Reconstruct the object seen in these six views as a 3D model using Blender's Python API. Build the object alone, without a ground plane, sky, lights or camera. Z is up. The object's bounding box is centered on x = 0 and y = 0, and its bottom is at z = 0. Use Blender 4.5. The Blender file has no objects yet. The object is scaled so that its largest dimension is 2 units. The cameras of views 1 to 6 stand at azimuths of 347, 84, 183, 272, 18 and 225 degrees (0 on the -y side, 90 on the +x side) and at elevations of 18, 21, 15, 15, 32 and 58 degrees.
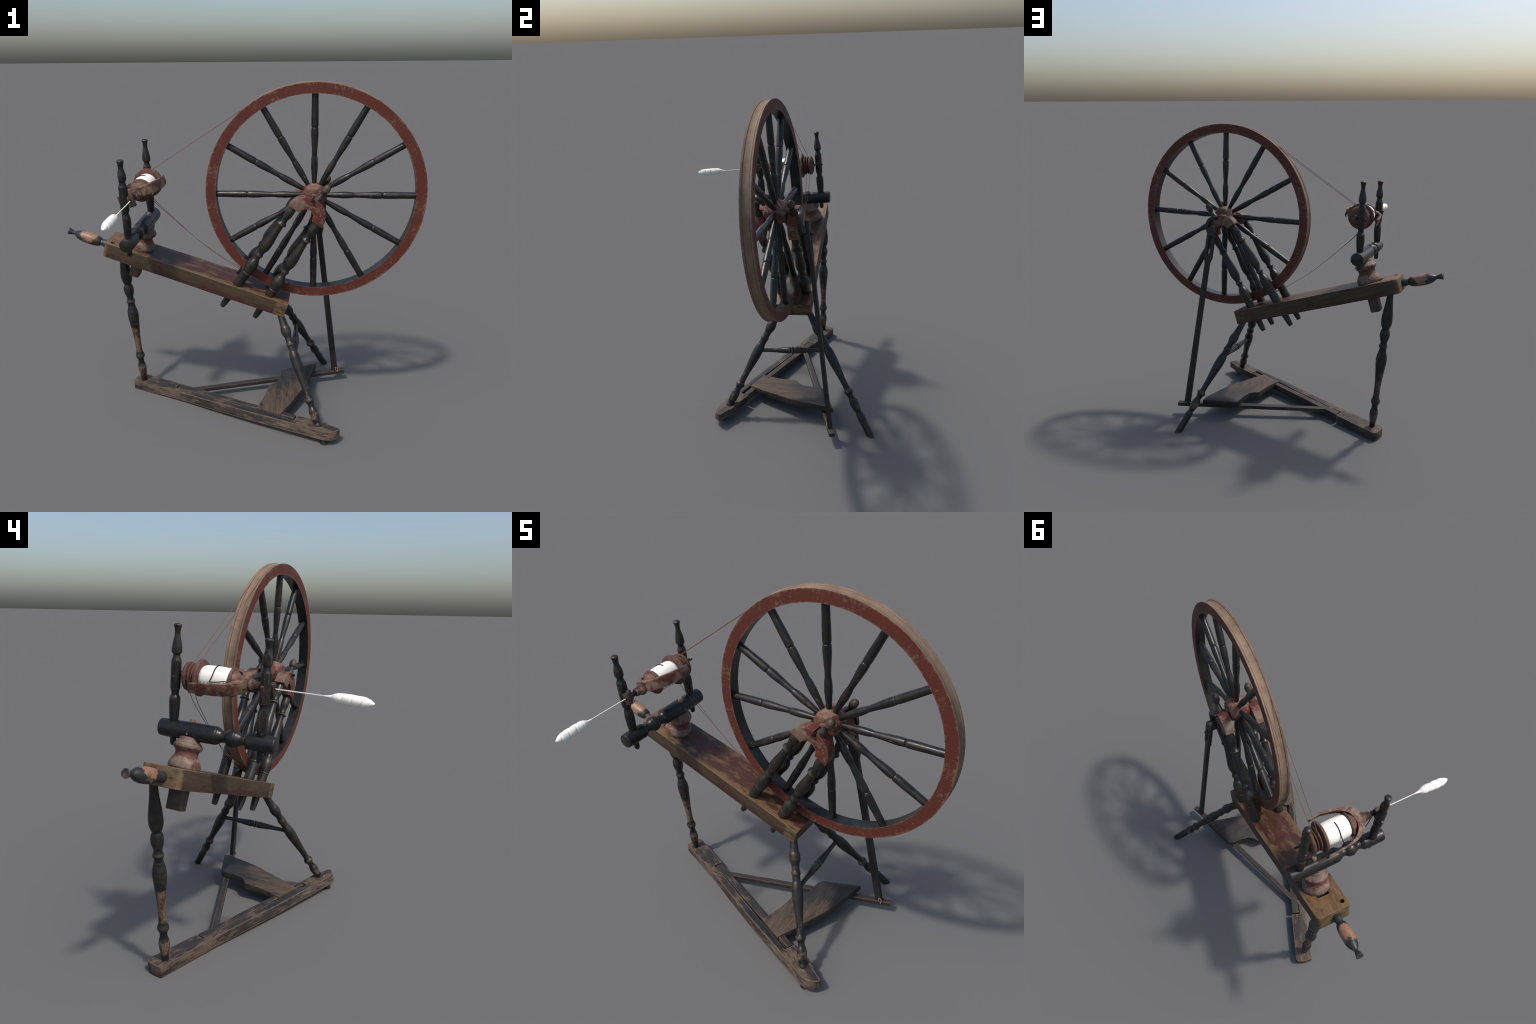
"""An old flyer spinning wheel: tilted bench on three turned legs, big spoked drive wheel,
flyer and bobbin between two maidens, treadle frame on a long floor rail."""
import bpy, bmesh, math, random
import numpy as np
from mathutils import Vector, Matrix, noise as mnoise

random.seed(7)
V = Vector
COL = bpy.context.scene.collection

# ------------------------------------------------------------------ node helpers
class NT:
    def __init__(self, name):
        self.mat = bpy.data.materials.new(name)
        self.mat.use_nodes = True
        self.t = self.mat.node_tree
        self.t.nodes.clear()
        self.out = self.t.nodes.new("ShaderNodeOutputMaterial")
        self.bsdf = self.t.nodes.new("ShaderNodeBsdfPrincipled")
        self.t.links.new(self.bsdf.outputs[0], self.out.inputs[0])
        self.coord = self.t.nodes.new("ShaderNodeTexCoord").outputs["Object"]

    def put(self, sock, val):
        if isinstance(val, bpy.types.NodeSocket):
            self.t.links.new(val, sock)
        elif isinstance(val, (tuple, list)) and sock.type == 'RGBA' and len(val) == 3:
            sock.default_value = (*val, 1)
        elif isinstance(val, (int, float)) and sock.type == 'RGBA':
            sock.default_value = (val, val, val, 1)
        else:
            sock.default_value = val

    def math(self, op, a, b=0.0, clamp=False):
        n = self.t.nodes.new("ShaderNodeMath"); n.operation = op; n.use_clamp = clamp
        self.put(n.inputs[0], a); self.put(n.inputs[1], b)
        return n.outputs[0]

    def mul(self, a, b): return self.math('MULTIPLY', a, b, True)
    def add(self, a, b): return self.math('ADD', a, b)
    def mx(self, a, b): return self.math('MAXIMUM', a, b)

    def ramp(self, v, lo, hi, a=0.0, b=1.0):
        n = self.t.nodes.new("ShaderNodeMapRange"); n.interpolation_type = 'SMOOTHSTEP'
        self.put(n.inputs[0], v)
        n.inputs[1].default_value = lo; n.inputs[2].default_value = hi
        n.inputs[3].default_value = a; n.inputs[4].default_value = b
        return n.outputs[0]

    def mapping(self, scale=(1, 1, 1), loc=(0, 0, 0), src=None):
        n = self.t.nodes.new("ShaderNodeMapping")
        n.inputs["Scale"].default_value = scale; n.inputs["Location"].default_value = loc
        self.t.links.new(src or self.coord, n.inputs[0])
        return n.outputs[0]

    def noise(self, scale=10, detail=4, rough=.55, vec=None, dist=0.0):
        n = self.t.nodes.new("ShaderNodeTexNoise")
        n.inputs["Scale"].default_value = scale; n.inputs["Detail"].default_value = detail
        n.inputs["Roughness"].default_value = rough; n.inputs["Distortion"].default_value = dist
        self.t.links.new(vec or self.coord, n.inputs["Vector"])
        return n.outputs["Fac"]

    def mix(self, f, a, b):
        n = self.t.nodes.new("ShaderNodeMix"); n.data_type = 'RGBA'
        self.put(n.inputs[0], f); self.put(n.inputs[6], a); self.put(n.inputs[7], b)
        return n.outputs[2]

    def axis(self, k):
        n = self.t.nodes.new("ShaderNodeSeparateXYZ")
        self.t.links.new(self.coord, n.inputs[0])
        return n.outputs[k]

    def random(self):
        return self.t.nodes.new("ShaderNodeObjectInfo").outputs["Random"]

    def shifted(self, amount=7.0):
        """object coordinates shifted per object, so that repeats differ"""
        n = self.t.nodes.new("ShaderNodeVectorMath"); n.operation = 'ADD'
        self.t.links.new(self.coord, n.inputs[0])
        self.t.links.new(self.math('MULTIPLY', self.random(), amount), n.inputs[1])
        return n.outputs[0]

    def pointy(self, lo, hi):
        g = self.t.nodes.new("ShaderNodeNewGeometry")
        return self.ramp(g.outputs["Pointiness"], lo, hi)

    def edge(self, radius=.006, lo=.01, hi=.12):
        """1 near sharp edges"""
        b = self.t.nodes.new("ShaderNodeBevel"); b.samples = 8
        b.inputs[0].default_value = radius
        g = self.t.nodes.new("ShaderNodeNewGeometry")
        d = self.t.nodes.new("ShaderNodeVectorMath"); d.operation = 'DOT_PRODUCT'
        self.t.links.new(b.outputs[0], d.inputs[0]); self.t.links.new(g.outputs["True Normal"], d.inputs[1])
        return self.ramp(self.math('SUBTRACT', 1.0, d.outputs["Value"]), lo, hi)

    def bump(self, h, strength=.3, dist=.002):
        n = self.t.nodes.new("ShaderNodeBump")
        n.inputs["Strength"].default_value = strength; n.inputs["Distance"].default_value = dist
        self.put(n.inputs["Height"], h)
        self.t.links.new(n.outputs[0], self.bsdf.inputs["Normal"])

    def done(self, color, rough=.6, spec=.5):
        self.put(self.bsdf.inputs["Base Color"], color)
        self.put(self.bsdf.inputs["Roughness"], rough)
        self.bsdf.inputs["Specular IOR Level"].default_value = spec
        return self.mat


BARE = (.235, .145, .085)        # bare rubbed wood under the paint

def black_paint(name, spots=.66, ring=.5, bands=()):
    """glossy black paint, rubbed on rings; bands = heavy wear between local heights (z0, z1, threshold)"""
    m = NT(name)
    vec = m.shifted()
    n1 = m.noise(60, 5, .6, vec)
    base = m.mix(m.ramp(n1, .35, .7), (.0065, .0072, .007), (.0135, .0145, .0138))
    brown = m.ramp(m.noise(14, 5, .65, vec), .46, .72)
    base = m.mix(m.mul(brown, .6), base, (.036, .026, .018))
    streak = m.noise(30, 5, .65, m.mapping((1.6, 1.6, .7), src=vec))
    wear = m.mul(m.ramp(streak, spots, spots + .09), m.ramp(m.noise(95, 3, .6, vec), .35, .55))
    if ring:
        r = m.mul(m.pointy(.508, .545), m.ramp(m.noise(22, 4, .65, vec), .38, .6))
        wear = m.mx(wear, m.mul(r, ring))
    bare = m.mix(m.ramp(m.noise(120, 4, .65, vec), .35, .65), (.20, .125, .075), (.075, .05, .034))
    if bands:
        z = m.axis(2)
        big = m.noise(19, 5, .68, m.mapping((1, 1, .55), src=vec))
        grit = m.noise(85, 4, .7, vec)
        amt = m.add(m.math('MULTIPLY', big, .75), m.math('MULTIPLY', grit, .35))
        for z0, z1, th in bands:
            band = m.mul(m.ramp(z, z0, z0 + .04), m.ramp(z, z1 - .03, z1, 1, 0))
            rub = m.ramp(m.add(amt, m.math('MULTIPLY', band, .25)), th, th + .13)
            wear = m.mx(wear, m.mul(m.mul(band, rub), .9))
    col = m.mix(wear, base, bare)
    m.bump(m.add(m.math('MULTIPLY', n1, .3), m.noise(12, 3, .5, vec)), .18, .003)
    return m.done(col, m.mix(wear, m.ramp(n1, .3, .7, .30, .44), .75), .42)


def red_paint(name, pale=.5, edge_r=.007, patch=14, spread=.1, dust=(.25, .145, .1), red=(.105, .021, .015), grit=.35, zone=None, neck=None):
    """old barn red paint, rubbed back to grey-brown wood on edges and in patches"""
    m = NT(name)
    n1 = m.noise(patch, 6, .62, m.shifted())
    n2 = m.noise(85, 5, .65, m.mapping((1, 1, 1), (3, 1, 2)))
    red = m.mix(m.ramp(n2, .3, .7), tuple(c * .8 for c in red), tuple(c * 1.12 for c in red))
    e = m.edge(edge_r)
    amt = m.add(n1, m.math('MULTIPLY', e, .22))
    amt = m.add(amt, m.math('MULTIPLY', m.math('SUBTRACT', n2, .5), grit))
    if neck:                      # paint left in a hollow
        z = m.axis(2)
        amt = m.math('SUBTRACT', amt, m.mul(m.ramp(z, neck[0], neck[1]), m.ramp(z, neck[2], neck[3], neck[4], 0)))
    if zone:                      # one side rubbed paler
        k, z0, z1, w = zone
        amt = m.add(amt, m.ramp(m.axis(k), z0, z1, 0, w))
    mask = m.ramp(amt, pale, pale + spread)
    d = m.mix(m.ramp(m.noise(30, 5, .6), .35, .65), dust, tuple(c * .62 for c in dust))
    col = m.mix(mask, red, d)
    m.bump(m.add(n2, m.mul(mask, .4)), .2, .002)
    return m.done(col, .62, .35)


def rim_side(name="rim_red_paint"):
    m = NT(name)
    x, z = m.axis(0), m.axis(2)
    r = m.math('SQRT', m.add(m.math('MULTIPLY', x, x), m.math('MULTIPLY', z, z)))
    ang = m.math('ARCTAN2', z, x)
    cv = m.t.nodes.new("ShaderNodeCombineXYZ")
    m.put(cv.inputs[0], m.math('MULTIPLY', ang, .59)); m.put(cv.inputs[1], r); m.put(cv.inputs[2], m.axis(1))
    n1 = m.noise(9, 6, .66)
    n2 = m.noise(1.0, 6, .7, m.mapping((95, 38, 95), src=cv.outputs[0]))      # short radial scratches
    n3 = m.noise(180, 4, .6)
    e = m.mx(m.ramp(r, .609, .6212), m.ramp(r, .5622, .5695, 1, 0))
    n4 = m.noise(55, 5, .7)
    def swing(n, k):
        return m.math('MULTIPLY', m.math('SUBTRACT', n, .5), k)
    amt = m.add(m.math('MULTIPLY', e, .24), m.add(m.add(swing(n1, 1.0), swing(n4, .8)), swing(n2, 1.2)))
    mask = m.ramp(amt, .10, .20)
    red = m.mix(m.ramp(n3, .3, .7), (.080, .0185, .0118), (.108, .0262, .0165))
    dust = m.mix(m.ramp(n2, .4, .65), (.2, .115, .072), (.125, .075, .048))
    m.bump(m.add(n3, m.mul(mask, .5)), .2, .0015)
    return m.done(m.mix(m.mul(mask, .8), red, dust), .6, .35)


def rim_tread(name="rim_tread_wood"):
    m = NT(name)
    y = m.axis(1)
    x, z = m.axis(0), m.axis(2)
    ang = m.math('ARCTAN2', z, x)
    cv = m.t.nodes.new("ShaderNodeCombineXYZ")
    m.put(cv.inputs[0], m.math('MULTIPLY', ang, .62)); m.put(cv.inputs[1], y)
    vec = m.mapping((5, 110, 1), src=cv.outputs[0])
    grain = m.noise(1.0, 5, .65, vec, .4)
    big = m.noise(14, 4, .6)
    col = m.mix(m.ramp(grain, .3, .7), (.185, .132, .09), (.25, .178, .122))
    col = m.mix(m.ramp(big, .4, .7), col, (.17, .115, .078))
    ay = m.math('ABSOLUTE', y)
    groove = m.mul(m.ramp(ay, .0180, .0187), m.ramp(ay, .0193, .0200, 1, 0))
    col = m.mix(m.mul(groove, .8), col, (.045, .03, .025))
    lip = m.ramp(ay, .024, .03)
    col = m.mix(m.mul(lip, m.ramp(m.noise(40, 4, .6), .42, .6)), col, (.17, .085, .06))
    m.bump(grain, .25, .0015)
    return m.done(col, .75, .25)


def wood_grain(m, stretch, scale, vec=None):
    return m.noise(scale, 6, .68, m.mapping(stretch, src=vec), .6)


def bench_top(name="bench_top_paint"):
    m = NT(name)
    x, y = m.axis(0), m.axis(1)
    g = wood_grain(m, (1.4, 9, 9), 9)
    p = m.noise(8, 7, .7, m.mapping((.8, 2.0, 2)))
    p2 = m.noise(6, 5, .66, m.mapping((.9, 2.6, 2), (4.1, 2, 0)))
    red = m.mix(m.ramp(g, .3, .7), (.044, .0170, .0112), (.080, .029, .0185))
    gold = m.mix(m.ramp(g, .3, .7), (.20, .117, .052), (.095, .057, .031))
    dark = m.mix(m.ramp(g, .3, .7), (.022, .018, .016), (.048, .037, .030))
    gmask = m.ramp(m.add(p, m.math('MULTIPLY', m.ramp(m.math('ABSOLUTE', y), .05, .115), .14)), .51, .60)
    left = m.ramp(x, .17, .27, 1, 0)
    gmask = m.mx(m.mul(gmask, m.ramp(g, .32, .55)), m.mul(left, m.ramp(p2, .30, .48)))
    col = m.mix(gmask, red, gold)
    dzone = m.mul(m.ramp(x, .14, .24), m.ramp(x, .36, .56, 1, 0))
    dmask = m.mx(m.mul(m.ramp(p2, .40, .56), dzone), m.mul(m.ramp(p2, .6, .68), .7))
    col = m.mix(dmask, col, dark)
    e = m.edge(.009)
    col = m.mix(m.mul(e, m.ramp(m.noise(28, 4), .35, .6)), col, (.18, .12, .065))
    m.bump(g, .25, .002)
    return m.done(col, m.ramp(g, .3, .7, .42, .6), .4)


def bench_side(name="bench_side_wood"):
    m = NT(name)
    z = m.axis(2)
    g = wood_grain(m, (1.0, 8, 8), 9)
    p = m.noise(7, 6, .66, m.mapping((.9, 2, 3.2)))
    fine = m.noise(140, 3, .6, m.mapping((.6, 1, 1.6)))
    base = m.mix(m.ramp(g, .3, .7), (.040, .028, .0165), (.074, .051, .029))
    base = m.mix(m.ramp(fine, .35, .65, 0, .35), base, (.05, .03, .018))
    rmask = m.ramp(m.add(p, m.ramp(z, -.084, -.045, .13, 0)), .54, .66)
    col = m.mix(rmask, base, m.mix(m.ramp(fine, .35, .65), (.038, .0155, .0115), (.058, .0245, .0165)))
    e = m.edge(.009)
    col = m.mix(m.mul(e, m.ramp(m.noise(30, 4), .35, .6)), col, (.17, .115, .06))
    x = m.axis(0)
    endw = m.mul(m.ramp(x, .004, .03, 1, 0), m.ramp(p, .35, .5))
    endw = m.mx(endw, m.mul(m.ramp(x, 1.070, 1.088), m.ramp(p, .45, .55)))
    col = m.mix(m.mul(endw, .8), col, m.mix(m.ramp(g, .3, .7), (.19, .125, .062), (.1, .066, .035)))
    m.bump(m.add(g, m.math('MULTIPLY', fine, .5)), .25, .002)
    return m.done(col, .62, .35)


def old_oak(name, dark=.5, axis='x', tone=1.0, patch=4.5, edge_r=.012, far_dark=None, wear=.2):
    """weathered brown wood with long dark streaks of old black finish"""
    m = NT(name)
    st = {'x': (1.2, 13, 13), 'y': (13, 1.2, 13), 'z': (13, 13, 1.2)}[axis]
    st2 = {'x': (.8, 2.4, 3.4), 'y': (2.4, .8, 2.4), 'z': (2.4, 2.4, .8)}[axis]
    vec = m.shifted(3)
    g = wood_grain(m, st, 9, vec)
    g2 = m.noise(40, 5, .7, m.mapping(st2, src=vec))
    p = m.noise(patch, 6, .68, m.mapping(st2, (1.3, 2.1, .4), src=vec))
    light = m.mix(m.ramp(g, .28, .72), tuple(c * tone for c in (.075, .052, .036)), tuple(c * tone for c in (.178, .124, .085)))
    drk = m.mix(m.ramp(g, .3, .7), (.0155, .0145, .0145), (.038, .031, .027))
    amt = m.add(m.math('MULTIPLY', p, .75), m.math('MULTIPLY', g2, .35))
    e = m.edge(edge_r)
    amt = m.math('SUBTRACT', amt, m.math('MULTIPLY', e, wear))
    if far_dark:
        k, a, b = far_dark
        amt = m.add(amt, m.ramp(m.axis(k), a, b, 0, .3))
    mask = m.ramp(amt, dark, dark + .1)
    col = m.mix(mask, light, drk)
    m.bump(m.add(g, m.math('MULTIPLY', g2, .6)), .45, .003)
    return m.done(col, m.mix(mask, .75, .55), .35)


def plain(name, c1, c2, rough=.6, scale=60, spec=.4, metal=0.0):
    m = NT(name)
    m.bsdf.inputs["Metallic"].default_value = metal
    n = m.noise(scale, 5, .6, m.shifted())
    m.bump(n, .15, .001)
    return m.done(m.mix(m.ramp(n, .3, .7), c1, c2), rough, spec)


def handle_paint(name="peg_worn_paint"):
    m = NT(name)
    z, x, y = m.axis(2), m.axis(0), m.axis(1)
    n = m.noise(26, 6, .7)
    band = m.mul(m.ramp(z, .075, .13), m.ramp(z, .16, .215, 1, 0))
    amt = m.add(m.math('MULTIPLY', band, .38), m.add(m.math('MULTIPLY', n, 1.3), m.math('MULTIPLY', x, 5.0)))
    mask = m.ramp(amt, .90, 1.02)
    tip = m.mul(m.ramp(z, .262, .283), m.ramp(n, .42, .6))
    bare = m.mix(m.ramp(m.noise(16, 5, .6, m.mapping((5, 5, 1))), .3, .7), (.33, .178, .096), (.16, .092, .06))
    blk = m.mix(m.ramp(m.noise(50, 4), .3, .7), (.012, .014, .015), (.03, .028, .026))
    dirt = m.mul(m.ramp(m.noise(45, 4, .6), .6, .7), .7)
    bare = m.mix(dirt, bare, (.06, .05, .045))
    col = m.mix(m.mx(mask, m.mul(tip, .7)), blk, bare)
    return m.done(col, .45, .5)


def wool(name, c=(.90, .872, .785), rough=.8, stripe=None):
    m = NT(name)
    col = c
    if stripe:
        w = m.t.nodes.new("ShaderNodeTexWave"); w.bands_direction = 'DIAGONAL'
        w.inputs["Scale"].default_value = stripe
        m.t.links.new(m.coord, w.inputs["Vector"])
        col = m.mix(m.ramp(w.outputs["Fac"], .15, .4), (.33, .29, .23), c)
    m.bump(m.noise(260, 3, .6), .25, .001)
    return m.done(col, rough, .15)


M = {}
M['black'] = black_paint("black_paint", .69, .55)
M['spoke'] = black_paint("black_paint_spoke", .625, .15)
M['leg'] = black_paint("black_paint_leg", .70, .7, ((.42, .55, .80), (.52, .745, .70), (.735, .775, .62), (.80, .925, .68)))
M['leg_b'] = black_paint("black_paint_back_leg", .70, .8, ((.40, .575, .84), (.605, .70, .74), (.69, .86, .86)))
M['rimblack'] = black_paint("black_paint_rim", .9, 0)
M['post'] = black_paint("black_paint_post", .68, .9)
M['bar'] = black_paint("black_paint_bar", .80, .1)
M['foot'] = old_oak("black_stained_wood", .36, 'z', .7, 5, .004, wear=.25)
M['rim'] = rim_side()
M['tread'] = rim_tread()
M['arc'] = red_paint("red_paint_arc", .50, .007, 8, .09, (.195, .127, .088), (.10, .0235, .0155), .42, (0, -.03, -.12, .14))
M['hub'] = red_paint("red_paint_hub", .42, .006, 15, .1, (.205, .128, .088), (.105, .027, .02))
M['fly'] = red_paint("red_paint_flyer", .42, .005, 24, .18, (.235, .150, .103), (.098, .036, .024), .3)
M['bobbin'] = red_paint("red_paint_bobbin", .46, .004, 18, .25, (.19, .115, .082), (.096, .043, .031))
M['ped'] = red_paint("red_paint_pedestal", .335, .005, 17, .2, (.22, .160, .124), (.11, .040, .029), .5, None, (.235, .255, .27, .284, .24))
M['stem'] = plain("stem_wood", (.05, .036, .03), (.09, .066, .053), .7, 30)
M['btop'] = bench_top()
M['bside'] = bench_side()
M['rail'] = old_oak("weathered_rail_wood", .485, 'x', .84)
M['axle'] = old_oak("weathered_axle_wood", .45, 'x', .78)
M['treadle'] = old_oak("treadle_wood", .53, 'y', .52, 3.5, .006, far_dark=(1, -.02, .26), wear=.1)
M['frame'] = old_oak("treadle_frame_wood", .45, 'x', .7)
M['peg'] = handle_paint()
M['dowel'] = plain("bare_dowel", (.2, .125, .09), (.3, .19, .14), .7, 40)
M['leather'] = plain("dark_leather", (.035, .02, .015), (.085, .05, .038), .6, 55)
M['iron'] = plain("dark_iron", (.015, .018, .022), (.03, .034, .04), .4, 80, .5, .6)
M['wire'] = plain("grey_wire", (.09, .095, .1), (.16, .165, .17), .4, 80, .5, .7)
M['cord'] = plain("brown_cord", (.12, .062, .042), (.2, .11, .075), .9, 300, .1)
M['thread'] = plain("black_thread", (.008, .009, .008), (.014, .015, .014), .8, 300, .1)
M['wool'] = wool("white_wool")
M['yarn'] = wool("wound_yarn", (.90, .875, .79), .7)
M['ply'] = wool("plied_yarn", (.8, .77, .68), .8)
M['plate'] = plain("black_plate", (.011, .013, .015), (.028, .028, .027), .38, 30)

# ------------------------------------------------------------------ mesh helpers
ROOT = bpy.data.objects.new("spinning_wheel", None)
COL.objects.link(ROOT)
ROOT["label"] = "old flyer spinning wheel with red rim and black turned parts"
ROOT["category"] = "spinning wheel"


def add(name, mesh, mats, mw=None, parent=None, smooth=True):
    for mt in (mats if isinstance(mats, (list, tuple)) else [mats]):
        mesh.materials.append(M[mt])
    ob = bpy.data.objects.new(name, mesh)
    COL.objects.link(ob)
    parent = parent or ROOT
    ob.parent = parent
    w = mw or Matrix()
    ob["_w"] = 0
    WORLD[ob.name] = w
    ob.matrix_parent_inverse = Matrix()
    pw = WORLD.get(parent.name, Matrix())
    ob.matrix_local = pw.inverted() @ w
    del ob["_w"]
    return ob

WORLD = {}


def frame(origin, zdir, xhint=(1, 0, 0)):
    z = V(zdir).normalized()
    x = V(xhint); x = (x - z * x.dot(z)).normalized()
    y = z.cross(x)
    m = Matrix((x, y, z)).transposed().to_4x4()
    m.translation = V(origin)
    return m


def axes(origin, x, y):
    x = V(x).normalized(); y = V(y); y = (y - x * y.dot(x)).normalized()
    m = Matrix((x, y, x.cross(y))).transposed().to_4x4()
    m.translation = V(origin)
    return m


def smooth_profile(pts, step=.0035):
    """monotone cubic through (z, r) control points; equal z twice = a step"""
    out = []
    segs, cur = [], [pts[0]]
    for p in pts[1:]:
        if abs(p[0] - cur[-1][0]) < 1e-6:
            segs.append(cur); cur = [p]
        else:
            cur.append(p)
    segs.append(cur)
    for s in segs:
        z = np.array([p[0] for p in s]); r = np.array([p[1] for p in s])
        if len(s) == 1:
            out.append((z[0], r[0])); continue
        h = np.diff(z); d = np.diff(r) / h
        mt = np.zeros(len(s)); mt[0] = d[0]; mt[-1] = d[-1]
        for i in range(1, len(s) - 1):
            if d[i - 1] * d[i] > 0:
                w1 = 2 * h[i] + h[i - 1]; w2 = h[i] + 2 * h[i - 1]
                mt[i] = (w1 + w2) / (w1 / d[i - 1] + w2 / d[i])
        for i in range(len(s) - 1):
            n = max(3, int(h[i] / step))
            for k in range(n):
                t = k / n
                a = (1 + 2 * t) * (1 - t) ** 2; b = t * (1 - t) ** 2
                c = t * t * (3 - 2 * t); e = t * t * (t - 1)
                out.append((z[i] + t * h[i], a * r[i] + b * h[i] * mt[i] + c * r[i + 1] + e * h[i] * mt[i + 1]))
        out.append((z[-1], r[-1]))
    return out


def lathe(name, pts, seg=36, raw=False, shape=None):
    """turn a profile about local z; shape(theta, z, r) may alter the radius (flats)"""
    pr = pts if raw else smooth_profile(pts)
    bm = bmesh.new()
    rings = []
    for z, r in pr:
        if r > .006 and not raw:
            r += .0005
        ring = []
        for k in range(seg):
            th = 2 * math.pi * k / seg
            rr = shape(th, z, r) if shape else r
            ring.append(bm.verts.new((max(rr, 1e-4) * math.cos(th), max(rr, 1e-4) * math.sin(th), z)))
        rings.append(ring)
    for a, b in zip(rings, rings[1:]):
        for k in range(seg):
            bm.faces.new((a[k], a[(k + 1) % seg], b[(k + 1) % seg], b[k]))
    bm.faces.new(rings[0][::-1]); bm.faces.new(rings[-1])
    bmesh.ops.recalc_face_normals(bm, faces=bm.faces)
    me = bpy.data.meshes.new(name)
    bm.to_mesh(me); bm.free()
    me.polygons.foreach_set("use_smooth", [True] * len(me.polygons))
    me.set_sharp_from_angle(angle=math.radians(50))
    return me


def finish(bm, name, bevel=.002, sub=0, jitter=0, scale=8, segs=2):
    bmesh.ops.recalc_face_normals(bm, faces=bm.faces)
    if bevel:
        ed = [e for e in bm.edges if len(e.link_faces) == 2 and e.calc_face_angle() > math.radians(28)]
        bmesh.ops.bevel(bm, geom=ed, offset=bevel, segments=segs, profile=.6, affect='EDGES', clamp_overlap=True)
    if jitter:
        for v in bm.verts:
            n = mnoise.noise_vector(v.co * scale) * .7 + mnoise.noise_vector(v.co * scale * 4) * .3
            v.co += n * jitter
    me = bpy.data.meshes.new(name)
    bm.to_mesh(me); bm.free()
    me.polygons.foreach_set("use_smooth", [True] * len(me.polygons))
    me.set_sharp_from_angle(angle=math.radians(22))
    return me


def prism_bm(outline, z0, z1, ztop=None):
    """extrude an (x, y) outline from z0 to z1; ztop(x, y) may add height"""
    bm = bmesh.new()
    f = ztop or (lambda x, y: 0)
    lo = [bm.verts.new((x, y, z0 + f(x, y))) for x, y in outline]
    hi = [bm.verts.new((x, y, z1 + f(x, y))) for x, y in outline]
    n = len(outline)
    bm.faces.new(lo[::-1]); bm.faces.new(hi)
    for i in range(n):
        bm.faces.new((lo[i], lo[(i + 1) % n], hi[(i + 1) % n], hi[i]))
    return bm


def densify(pts, step):
    out = []
    for a, b in zip(pts, pts[1:] + pts[:1]):
        a, b = V(a), V(b)
        n = max(1, int((b - a).length / step))
        out += [tuple(a.lerp(b, k / n)) for k in range(n)]
    return out


def round_corners(pts, radii, n=5):
    out = []
    N = len(pts)
    for i in range(N):
        p, a, b = V(pts[i]), V(pts[i - 1]), V(pts[(i + 1) % N])
        r = radii[i] if isinstance(radii, (list, tuple)) else radii
        if r <= 0:
            out.append(tuple(p)); continue
        u, w = (a - p).normalized() * r, (b - p).normalized() * r
        for k in range(n + 1):
            t = k / n
            out.append(tuple((p + u) * (1 - t) ** 2 + p * 2 * t * (1 - t) + (p + w) * t * t))
    return out


def box(name, sx, sy, sz, bevel=.002, jitter=0):
    bm = bmesh.new()
    bmesh.ops.create_cube(bm, size=1, matrix=Matrix.Diagonal((sx, sy, sz, 1)))
    return finish(bm, name, bevel, jitter=jitter, scale=30)


def tube(name, pts, rad, seg=8, closed=False):
    """sweep a circle along points; rad is a number or a list"""
    P = [V(p) for p in pts]
    n = len(P)
    bm = bmesh.new()
    rings = []
    up = None
    for i in range(n):
        if closed:
            t = (P[(i + 1) % n] - P[i - 1]).normalized()
        else:
            t = (P[min(i + 1, n - 1)] - P[max(i - 1, 0)]).normalized()
        if up is None:
            up = t.orthogonal().normalized()
        up = (up - t * up.dot(t)).normalized()
        s = t.cross(up)
        r = rad[i] if isinstance(rad, (list, tuple)) else rad
        rings.append([bm.verts.new(P[i] + (up * math.cos(2 * math.pi * k / seg) + s * math.sin(2 * math.pi * k / seg)) * r)
                      for k in range(seg)])
    pairs = list(zip(rings, rings[1:])) + ([(rings[-1], rings[0])] if closed else [])
    for a, b in pairs:
        for k in range(seg):
            bm.faces.new((a[k], a[(k + 1) % seg], b[(k + 1) % seg], b[k]))
    if not closed:
        bm.faces.new(rings[0][::-1]); bm.faces.new(rings[-1])
    bmesh.ops.recalc_face_normals(bm, faces=bm.faces)
    me = bpy.data.meshes.new(name)
    bm.to_mesh(me); bm.free()
    me.polygons.foreach_set("use_smooth", [True] * len(me.polygons))
    me.set_sharp_from_angle(angle=math.radians(60))
    return me


def spline(pts, n=8):
    """Catmull-Rom through points"""
    P = [V(p) for p in pts]
    P = [P[0] * 2 - P[1]] + P + [P[-1] * 2 - P[-2]]
    out = []
    for i in range(1, len(P) - 2):
        for k in range(n):
            t = k / n
            a, b, c, d = P[i - 1:i + 3]
            out.append(.5 * ((2 * b) + (c - a) * t + (2 * a - 5 * b + 4 * c - d) * t * t + (3 * b - a - 3 * c + d) * t ** 3))
    out.append(P[-2])
    return out


def join_meshes(name, meshes):
    bm = bmesh.new()
    for me in meshes:
        bm.from_mesh(me)
        bpy.data.meshes.remove(me)
    me = bpy.data.meshes.new(name)
    bm.to_mesh(me); bm.free()
    me.polygons.foreach_set("use_smooth", [True] * len(me.polygons))
    return me


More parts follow.
